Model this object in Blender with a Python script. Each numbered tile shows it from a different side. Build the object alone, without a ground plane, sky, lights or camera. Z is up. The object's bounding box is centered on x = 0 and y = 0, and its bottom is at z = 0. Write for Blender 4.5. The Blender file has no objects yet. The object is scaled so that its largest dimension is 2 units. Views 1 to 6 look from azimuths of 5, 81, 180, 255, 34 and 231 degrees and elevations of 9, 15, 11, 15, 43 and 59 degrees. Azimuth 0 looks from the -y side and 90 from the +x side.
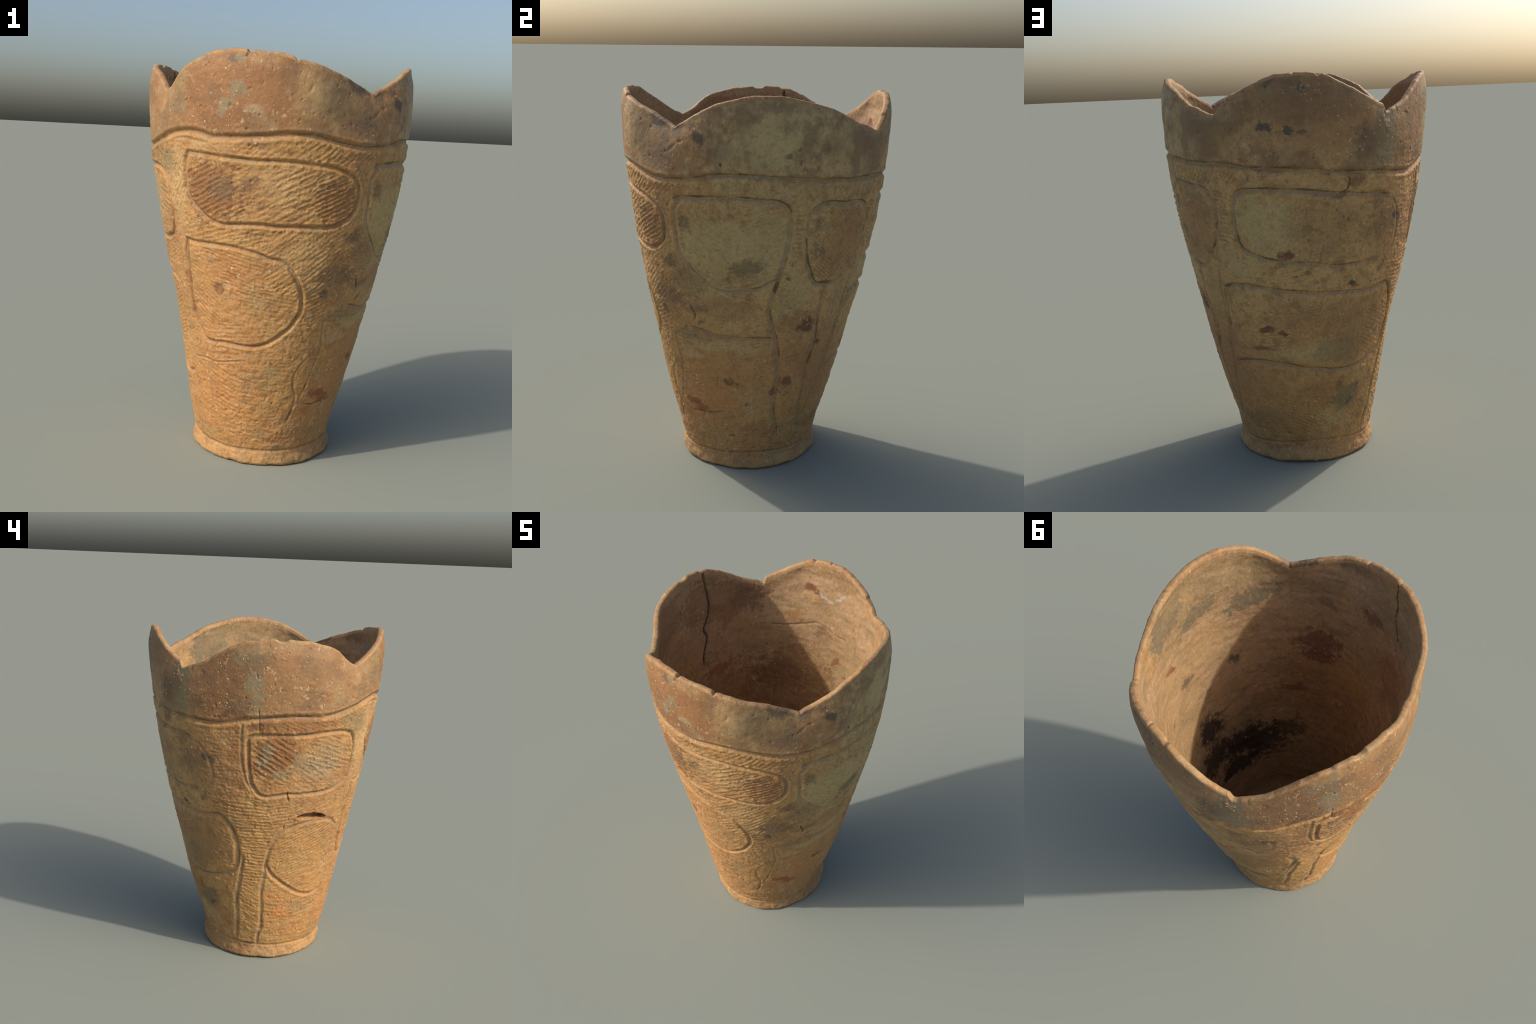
"""Wavy-rimmed earthenware jar with incised panels and cord-marked ground.

Everything hangs on one surface in cylindrical terms: azimuth (degrees, 0 = -y,
90 = +x) and height z.  A vertical profile with a little out-of-roundness gives
the wall, a rim height curve gives the four lobes, and relief (incised lines,
cord marks, cracks, pits, lumps) is pressed into it along the radius.
"""
import bpy
import numpy as np

RNG = np.random.default_rng(7)
NA = 1440                                   # columns round the jar

# ---------------------------------------------------------------- profile
PROFILE_Z = np.array([0, .03, .07, .12, .2, .35, .5, .7, .9, 1.1, 1.3, 1.45, 1.6, 1.75, 1.9, 2.02])
PROFILE_R = np.array([0.3688, 0.3656, 0.3576, 0.3677, 0.3858, 0.4232, 0.4584, 0.5005, 0.5483, 0.5915, 0.6289, 0.6518, 0.6689, 0.6802, 0.6818, 0.6656])
OVAL_Z = np.array([0, .15, .5, 1.0, 1.5, 2.0])
OVAL = {                                    # order: (cosine part, sine part) by height
    1: ([0.0384, 0.042, 0.0281, 0.0147, 0.0073, -0.0008], [-0.0051, -0.006, 0.008, 0.013, 0.0067, -0.0066]),
    2: ([0.0048, 0.0079, 0.0151, 0.014, 0.0111, 0.0178], [0.0043, 0.0029, 0.0053, 0.0102, 0.0088, 0.0126]),
    3: ([0.0028, 0.0027, 0.0046, 0.0017, -0.0006, 0.0011], [0.0031, 0.0019, -0.0019, 0.0022, 0.0008, -0.0048]),
    4: ([0.003, -0.0005, 0.0008, -0.0023, 0.0, 0.005], [0.0003, -0.0, 0.0017, -0.0012, -0.0031, -0.0069]),
}


CORNERS = [(212, 28, .95, 1.35, .030), (214, 25, 1.68, 1.92, -.021), (41, 22, 1.60, 1.84, -.035), (304, 20, 1.62, 1.84, -.029), (128, 22, 1.60, 1.84, -.006)]


def turn(a):
    return (a + 180) % 360 - 180


def smooth_curve(x, xn, yn):
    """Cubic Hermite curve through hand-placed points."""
    m = np.gradient(yn, xn)
    i = np.clip(np.searchsorted(xn, x) - 1, 0, len(xn) - 2)
    h = xn[i + 1] - xn[i]
    t = np.clip((x - xn[i]) / h, 0, 1)
    return ((2 * t**3 - 3 * t * t + 1) * yn[i] + (t**3 - 2 * t * t + t) * h * m[i]
            + (-2 * t**3 + 3 * t * t) * yn[i + 1] + (t**3 - t * t) * h * m[i + 1])


def wall_radius(az, z):
    a = np.radians(az)
    r = smooth_curve(z, PROFILE_Z, PROFILE_R)
    for n, (c, s) in OVAL.items():
        r = r + smooth_curve(z, OVAL_Z, np.array(c)) * np.cos(n * a) + smooth_curve(z, OVAL_Z, np.array(s)) * np.sin(n * a)
    # the wall is a little squared: one notch stands on a blunt corner, two others are pinched in
    for a0, half, z0, z1, push in CORNERS:
        e = np.abs(turn(az - a0)) / half
        r = r + push * np.clip(1 - e * e, 0, 1) ** 1.5 * np.clip((z - z0) / (z1 - z0), 0, 1) ** 1.3
    return r


# four lobes between four notches, with a few chips in the edge: (azimuth, height)
RIM = [(0, 1.991), (4, 1.987), (8, 1.980), (9.2, 1.976), (10.2, 1.965), (12.4, 1.965), (18, 1.952), (24, 1.930),
       (30, 1.908), (36, 1.880), (40, 1.866), (43.5, 1.848), (45.8, 1.838), (47.5, 1.850), (52, 1.873), (56, 1.898),
       (62, 1.932), (66, 1.955), (73, 1.972), (80, 1.985), (86, 1.988), (91, 1.987), (96, 1.978), (101, 1.966),
       (107, 1.950), (112, 1.933), (117, 1.913), (122, 1.887), (126, 1.866), (131, 1.842), (136, 1.830), (140, 1.812),
       (143, 1.801), (145.8, 1.797), (148.5, 1.826), (151.5, 1.846), (153.8, 1.858), (154.6, 1.876), (158.3, 1.899), (163, 1.925),
       (168, 1.952), (173, 1.972), (180, 1.976), (184, 1.973), (187, 1.970), (188.3, 1.957), (190, 1.965), (192, 1.956),
       (196, 1.928), (200, 1.902), (205.5, 1.864), (210, 1.840), (213.8, 1.822), (215.2, 1.784), (216.6, 1.786), (218.5, 1.800),
       (226, 1.832), (229, 1.852), (232.7, 1.882), (238.6, 1.921), (245, 1.951), (250, 1.959), (251.2, 1.967), (258.5, 1.969),
       (260.5, 1.957), (263, 1.957), (265, 1.969), (274, 1.962), (280, 1.954), (287, 1.938), (293, 1.914), (300, 1.863),
       (304, 1.841), (307, 1.830), (310, 1.846), (314, 1.864), (317, 1.885), (323, 1.930), (329, 1.955), (335, 1.978),
       (339, 1.991), (347, 2.001), (351.8, 1.998), (352.8, 1.988), (354.5, 1.996), (360, 1.991)]

# ---------------------------------------------------------------- incised lines: name, half width, depth, (azimuth, height)...
LINES = [
    ('rim', .0140, .0125, True, [(306.9, 1.593), (316.1, 1.621), (324.7, 1.632), (330.1, 1.633), (335.8, 1.620), (340.1, 1.611), (345, 1.613), (352.5, 1.617),
        (359.6, 1.624), (8.8, 1.638), (17.5, 1.635), (23.1, 1.624), (31.1, 1.607), (38, 1.597), (43.5, 1.598), (50.1, 1.602),
        (56.6, 1.613), (62.7, 1.627), (68.4, 1.634), (74, 1.636), (85, 1.629), (95.1, 1.620), (103.3, 1.613), (112.5, 1.602),
        (120.1, 1.599), (124, 1.592), (135.1, 1.589), (148.6, 1.586), (155.2, 1.576), (161.3, 1.569), (168.9, 1.563), (183, 1.553),
        (193.9, 1.539), (205.4, 1.531), (214, 1.525), (222, 1.516), (229, 1.509), (233.5, 1.509), (239.3, 1.522), (246.1, 1.536),
        (255, 1.547), (268, 1.557), (281.3, 1.553), (289.7, 1.557), (298.9, 1.575)]),
    ('front upper panel', .0105, .0115, True, [(326.5, 1.538), (334.2, 1.533), (340.9, 1.527), (347, 1.523), (354.5, 1.517), (4, 1.519), (12.5, 1.517), (20.2, 1.510), (26, 1.504),
        (32.5, 1.482), (36.8, 1.457), (39.5, 1.410), (39.9, 1.363), (39, 1.314), (36.7, 1.279), (33.3, 1.253), (29.5, 1.235), (22.9, 1.228),
        (14.9, 1.229), (7.3, 1.226), (359.5, 1.230), (348.9, 1.223), (343.2, 1.218), (338.1, 1.229), (334.2, 1.249), (330.2, 1.287),
        (326.5, 1.324), (324.9, 1.360), (324.5, 1.430), (324.8, 1.500)]),
    ('front lower panel', .0105, .0105, True, [(321, 1.124), (325.8, 1.118), (333.1, 1.119), (339.4, 1.118), (346.6, 1.117), (353.1, 1.106), (359.4, 1.091), (4.4, 1.072),
        (8, 1.067), (11.2, 1.049), (14.4, 1.011), (16.9, .966), (19, .919), (19.8, .872), (19.5, .819), (17.2, .776), (15.5, .748),
        (12.1, .714), (8, .680), (3.3, .652), (356.6, .635), (349, .635), (341.2, .637), (333.8, .631), (328.8, .635), (326.8, .655)]),
    ('front lower panel edge', .007, .0045, False, [(326.4, .664), (324.7, .706), (322.3, .749), (321.3, .821), (320.4, .878), (318.9, .947), (318.6, 1.009), (319.4, 1.081), (320.6, 1.12)]),
    ('right panel', .0175, .0120, False, [(46.2, 1.500), (48.5, 1.512), (54, 1.519), (60.3, 1.525), (68.2, 1.529), (75.7, 1.529), (84.5, 1.519), (90.7, 1.508), (94.8, 1.483), (96.3, 1.424), (96.4, 1.364),
        (95.4, 1.274), (93.7, 1.187), (92.5, 1.123), (90.7, 1.063), (89.1, .996), (88.5, .955), (89.5, .890), (91.1, .835),
        (92.7, .790), (93.8, .717), (95.4, .639), (96, .568), (94.9, .489), (94.2, .414), (95.2, .327), (97.6, .252), (98.5, .180)]),
    ('right panel hem', .012, .007, False, [(49.5, 1.503), (46.6, 1.468), (45.9, 1.400), (46.1, 1.320), (46.7, 1.248), (48.3, 1.217), (50.9, 1.186), (54.2, 1.141), (57.2, 1.115), (61, 1.079),
        (65.8, 1.063), (72.5, 1.064), (78.7, 1.072), (84.4, 1.086), (88, 1.108), (92.5, 1.123)]),
    ('right hem line', .0155, .0095, False, [(47, .840), (55.9, .819), (61, .806), (68.7, .804), (76.3, .801), (85, .800), (92.3, .793)]),
    ('right side line', .006, .004, False, [(33.4, .795), (33.2, .740), (33.8, .692), (34.4, .635), (31.6, .525), (29, .445), (25, .350)]),
    ('narrow panel', .0165, .0105, False, [(124, 1.072), (118, 1.068), (112, 1.080), (108.4, 1.137), (106.1, 1.200), (104.8, 1.275), (103.9, 1.334), (104.7, 1.404), (106.4, 1.456), (110.6, 1.484), (116, 1.491),
        (121, 1.482), (130.7, 1.477), (135.9, 1.467), (139.5, 1.440), (141.2, 1.405), (141.7, 1.334), (139.7, 1.253), (136.4, 1.178), (130.7, 1.117), (125.4, 1.076)]),
    ('narrow panel branch', .011, .004, False, [(104.5, 1.330), (109, 1.36), (115, 1.395)]),
    ('narrow stem', .0135, .0095, False, [(119, 1.062), (117.7, 1.019), (117.4, .962), (117.3, .881), (118, .798), (118.3, .730), (117.2, .676), (115, .609), (114.9, .538),
        (114.8, .457), (115.4, .351), (116.6, .262), (117.1, .203)]),
    ('narrow stem twin', .009, .006, False, [(140.5, 1.28), (138.4, 1.180), (136.1, 1.055), (134.2, .926), (134, .823), (131.5, .700), (127, .50), (121, .36)]),
    ('back upper panel', .0165, .0105, False, [(219, 1.408), (210.7, 1.423), (201.5, 1.432), (193.3, 1.440), (184, 1.457), (170.2, 1.468), (162.4, 1.470), (157, 1.468), (153.5, 1.452), (152, 1.410), (151, 1.340),
        (151.3, 1.271), (152.3, 1.208), (155.1, 1.172), (159.4, 1.152), (165.5, 1.134), (171.9, 1.124), (176.7, 1.119), (183.1, 1.112), (189.7, 1.102),
        (196.5, 1.092), (203.8, 1.093), (210, 1.096), (216, 1.102)]),
    ('back upper panel end', .009, .0035, False, [(221, 1.400), (223.6, 1.368), (226, 1.320), (228, 1.260), (228.5, 1.180), (227.1, 1.144), (222.4, 1.121)]),
    ('back lower panel', .0165, .0105, False, [(139, .980), (144.8, 1.000), (151.6, 1.003), (159.2, .995), (166.2, .983), (175, .973), (185.3, .963), (194.8, .956), (206, .947), (217.2, .941),
        (224.3, .950), (230.3, .955), (234.2, .919), (238.1, .856), (239.9, .788), (240.5, .711), (238.8, .632), (232.6, .578), (224, .549),
        (213, .536), (201.3, .535), (190.5, .548), (180.4, .561), (171.8, .577), (162.3, .587), (151.3, .590), (140.3, .579), (131, .555)]),
    ('back side line', .009, .0055, False, [(138, .968), (136.6, .905), (135.2, .799), (132.5, .686), (130.3, .551), (125, .406), (119, .254)]),
    ('left stem', .013, .007, False, [(244.4, .708), (243, .630), (241.4, .550), (240, .480), (238.3, .423), (237.9, .348), (238.3, .279), (236.7, .178), (235.7, .115)]),
    ('left stem twin', .012, .007, False, [(266.5, .830), (263.2, .773), (261.2, .702), (260.3, .644), (259.6, .580), (258.6, .520), (258.2, .457), (258.6, .377), (259.2, .289),
        (259.1, .220), (257.3, .157), (256.4, .070)]),
    ('left lower panel', .012, .010, True, [(260.6, .640), (264.7, .585), (272, .533), (280.8, .481), (290.2, .438), (297.1, .422), (306, .420), (312.9, .440)]),
    ('left lower panel top', .012, .006, False, [(312, .865), (304, .912), (296, .918), (287, .918), (279, .902), (272, .878), (267, .835), (264, .790)]),
    ('left upper panel', .011, .0105, True, [(252, 1.453), (260.1, 1.454), (269.7, 1.453), (279.8, 1.456), (288.1, 1.463), (299.9, 1.458), (306.7, 1.433), (310, 1.385), (311, 1.326),
        (311.6, 1.240), (310.5, 1.177), (307.5, 1.135), (302.2, 1.115), (292.8, 1.102), (284, 1.101), (276.6, 1.100), (270.1, 1.106), (262.5, 1.096),
        (257.5, 1.092), (254.2, 1.102), (251.5, 1.133), (249.3, 1.173), (248.3, 1.230), (247.7, 1.314), (247.5, 1.386), (248, 1.44)]),
    ('left upper double', .008, .004, False, [(245, 1.530), (244.3, 1.473), (244.1, 1.410), (244.1, 1.320), (245.3, 1.233), (246.8, 1.177), (249.9, 1.127)]),
    ('front base line', .007, .004, False, [(328.2, .504), (328.9, .448), (330.4, .364), (330.8, .280)]),
    ('front base cross', .006, .004, False, [(316.1, .523), (326.7, .532), (335.5, .527), (345, .545), (352.7, .558)]),
    ('front ragged edge', .007, .004, False, [(28.9, .600), (24.4, .558), (21.8, .525), (20.4, .445), (23, .372), (21.5, .295), (19, .229)]),
    ('twig', .006, .0035, False, [(66.1, .725), (68, .656), (70.8, .593), (71.6, .555)]),
    ('second rim stroke', .007, .004, False, [(318, 1.595), (325, 1.603), (331, 1.592), (337, 1.585)]),
    ('foot', .008, .006, False, [(0, .075), (17, .080), (35, .085), (53.8, .088), (70, .095), (85.2, .094), (106, .091), (125.7, .092), (150, .105), (174, .118), (195, .125), (214, .115),
        (230, .100), (262, .088), (281, .086), (297.4, .083), (315, .076), (340, .072), (358, .075)]),
]
# cracks between mended sherds: half width, depth, points
CRACKS = [
    (.004, .008, [(30, .331), (36.6, .329), (44, .336), (50, .336), (59.3, .358)]),
    (.0045, .007, [(199.3, 1.528), (199.6, 1.484), (198.5, 1.455), (194.9, 1.432)]),
    (.0045, .008, [(48.3, .995), (48.9, .95), (50.4, .914), (48.3, .883)]),
    (.0045, .008, [(269.6, 1.134), (270.3, 1.092), (271.4, 1.055)]),
    (.004, .006, [(269.7, .922), (270.7, .878)]),
    (.005, .010, [(60, .204), (66.9, .199)]),
    (.005, .009, [(292.4, .207), (297.5, .226)]),
    (.0045, .008, [(352.8, 2.0), (352, 1.97), (350.5, 1.957)]),
    (.005, .005, [(250.6, 1.80), (251.7, 1.755)]),
    (.005, .0045, [(251.9, 1.61), (252.5, 1.57), (252.7, 1.46)]),
    (.0045, .007, [(178.5, 1.98), (179.5, 1.955)]),
]
SLIT = (.0215, .052, [(277.5, .956), (282.3, .960), (288.6, .955), (296.5, .942), (301.5, .932)])
INNER_CRACKS = [
    (.007, .014, [(247.9, 1.97), (248.2, 1.92), (247.4, 1.86), (246.9, 1.789), (247.6, 1.711), (250.5, 1.648), (253.1, 1.596), (251.5, 1.55), (253.8, 1.483), (256.5, 1.431), (256.9, 1.367)]),
    (.006, .012, [(352.6, 2.0), (353, 1.94), (352.7, 1.889), (350.9, 1.85), (349.2, 1.776), (346.1, 1.731), (342, 1.692)]),
    (.006, .0045, [(212.8, 1.531), (208.4, 1.531), (196.2, 1.551), (189.6, 1.57), (184.5, 1.589), (179, 1.578), (173, 1.55), (166.8, 1.546), (162.9, 1.537)]),
    (.008, -.004, [(215.6, 1.747), (217.8, 1.698), (219.3, 1.587), (221.8, 1.513), (222.6, 1.418), (225.6, 1.291)]),
]
# ---------------------------------------------------------------- cord marking: azimuth, height, half angle, half height,
#                                          slope of the cords (degrees), spacing, depth, twist (0 plain .. 1 beaded)
CORDS = [
    (17, 1.572, 27, .052, 38, 0.0242, 0.0040, .45), (333, 1.570, 12, .045, -30, .0205, 0.0022, .3), (318, 1.45, 7, .15, 56, 0.0246, 0.0026, .4),
    (341, 1.385, 15, .135, 27, 0.0231, 0.0037, .35), (8, 1.370, 13, .140, 28, 0.0278, 0.0040, .65), (29, 1.375, 9, .105, 25, .0199, 0.0040, .2),
    (343, 1.165, 24, .048, 17, .0211, 0.0026, .3), (17, 1.06, 16, .170, 37, 0.0221, 0.0040, .5), (29, 1.14, 12, .09, 30, .0205, 0.0026, .3), (26, .83, 7, .11, 24, .0205, 0.0033, .3),
    (318, 1.16, 8, .06, -38, .0211, 0.0018, .3), (345, 1.0, 24, .105, -14, .0188, 0.0024, .2), (331, .82, 11, .13, -34, .0205, 0.0022, .3), (2, .85, 17, .11, -8, .0194, 0.0021, .4),
    (348, .70, 18, .055, 8, .0205, 0.0022, .5), (5, .39, 13, .135, -4, 0.0286, 0.0027, .55), (341, .38, 11, .145, -22, 0.0221, 0.0021, .25), (0, .18, 22, .07, -8, 0.0259, 0.0016, .6), (318, .32, 9, .2, -24, .0217, 0.0012, .3),
    (44, .775, 11, .045, -3, .0211, 0.0080, .4), (72, .765, 18, .03, 12, .0228, 0.0062, .3),
    (84, 1.30, 11, .20, 14, 0.0311, 0.0080, .35), (60, 1.30, 12, .19, -34, 0.0246, 0.0059, .3), (75, 1.13, 15, .06, 15, 0.0269, 0.0080, .5), (44, 1.08, 9, .12, -22, .0217, 0.0064, .3), (65, 1.02, 16, .05, -15, .0228, 0.0055, .3),
    (100, 1.20, 4, .26, -8, .0228, 0.0078, .3), (100, .93, 7, .06, 12, 0.0251, 0.0074, .4), (93.5, 1.03, 4, .1, 8, .0228, 0.0064, .3),
    (122, 1.28, 16, .18, -40, .0165, 0.0064, .4), (128, 1.535, 18, .045, 50, .0228, 0.0055, .3), (146, 1.34, 5, .15, -8, .0217, 0.0049, .3), (147, 1.535, 8, .04, 48, .0217, 0.0049, .3),
    (166, 1.30, 13, .14, 42, .0217, 0.0032, .3), (190, 1.17, 24, .05, 8, .0228, 0.0021, .3), (163, 1.06, 20, .055, 15, 0.0311, 0.0056, .4), (160, .73, 14, .06, 3, .0205, 0.0039, .2), (190, .80, 28, .11, 18, .0217, 0.0023, .2),
    (182, .40, 26, .12, -8, .0188, 0.0026, .2), (188, .25, 18, .09, -28, .0194, 0.0037, .2), (150, .35, 14, .2, -20, .0205, 0.0019, .3),
    (237, 1.29, 7, .21, 2, .0217, 0.0030, .25), (245, 1.03, 18, .085, -4, .0222, 0.0038, .3), (250, .86, 14, .13, -2, .0211, 0.0038, .25), (252, .64, 9, .12, -3, .0217, 0.0038, .3), (249, .44, 8, .10, -28, 0.0246, 0.0022, .3), (248, .27, 8, .09, -35, 0.0269, 0.0015, .3),
    (261, 1.30, 12, .135, -33, 0.0275, 0.0053, .15), (278, 1.20, 14, .10, -30, 0.0275, 0.0044, .5), (294, 1.33, 16, .115, -18, 0.0263, 0.0049, .9), (283, 1.14, 17, .035, -10, .0217, 0.0030, .3),
    (280, 1.512, 24, .032, -22, .0182, 0.0018, .3), (304, 1.525, 8, .045, 52, 0.0246, 0.0034, .3), (290, 1.025, 20, .055, 22, .0182, 0.0024, .2), (269, .95, 9, .1, 6, .0205, 0.0030, .25),
    (287, .74, 19, .16, 19, .0188, 0.0029, .25), (286, .55, 20, .10, 14, .0205, 0.0020, .4), (293, .34, 11, .08, 6, 0.0251, 0.0028, .8), (272, .33, 10, .1, -8, 0.0246, 0.0017, .2),
    (215, .30, 16, .20, -48, .0182, 0.0022, .2), (226, .72, 11, .14, -25, .0205, 0.0042, .2),
]
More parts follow.
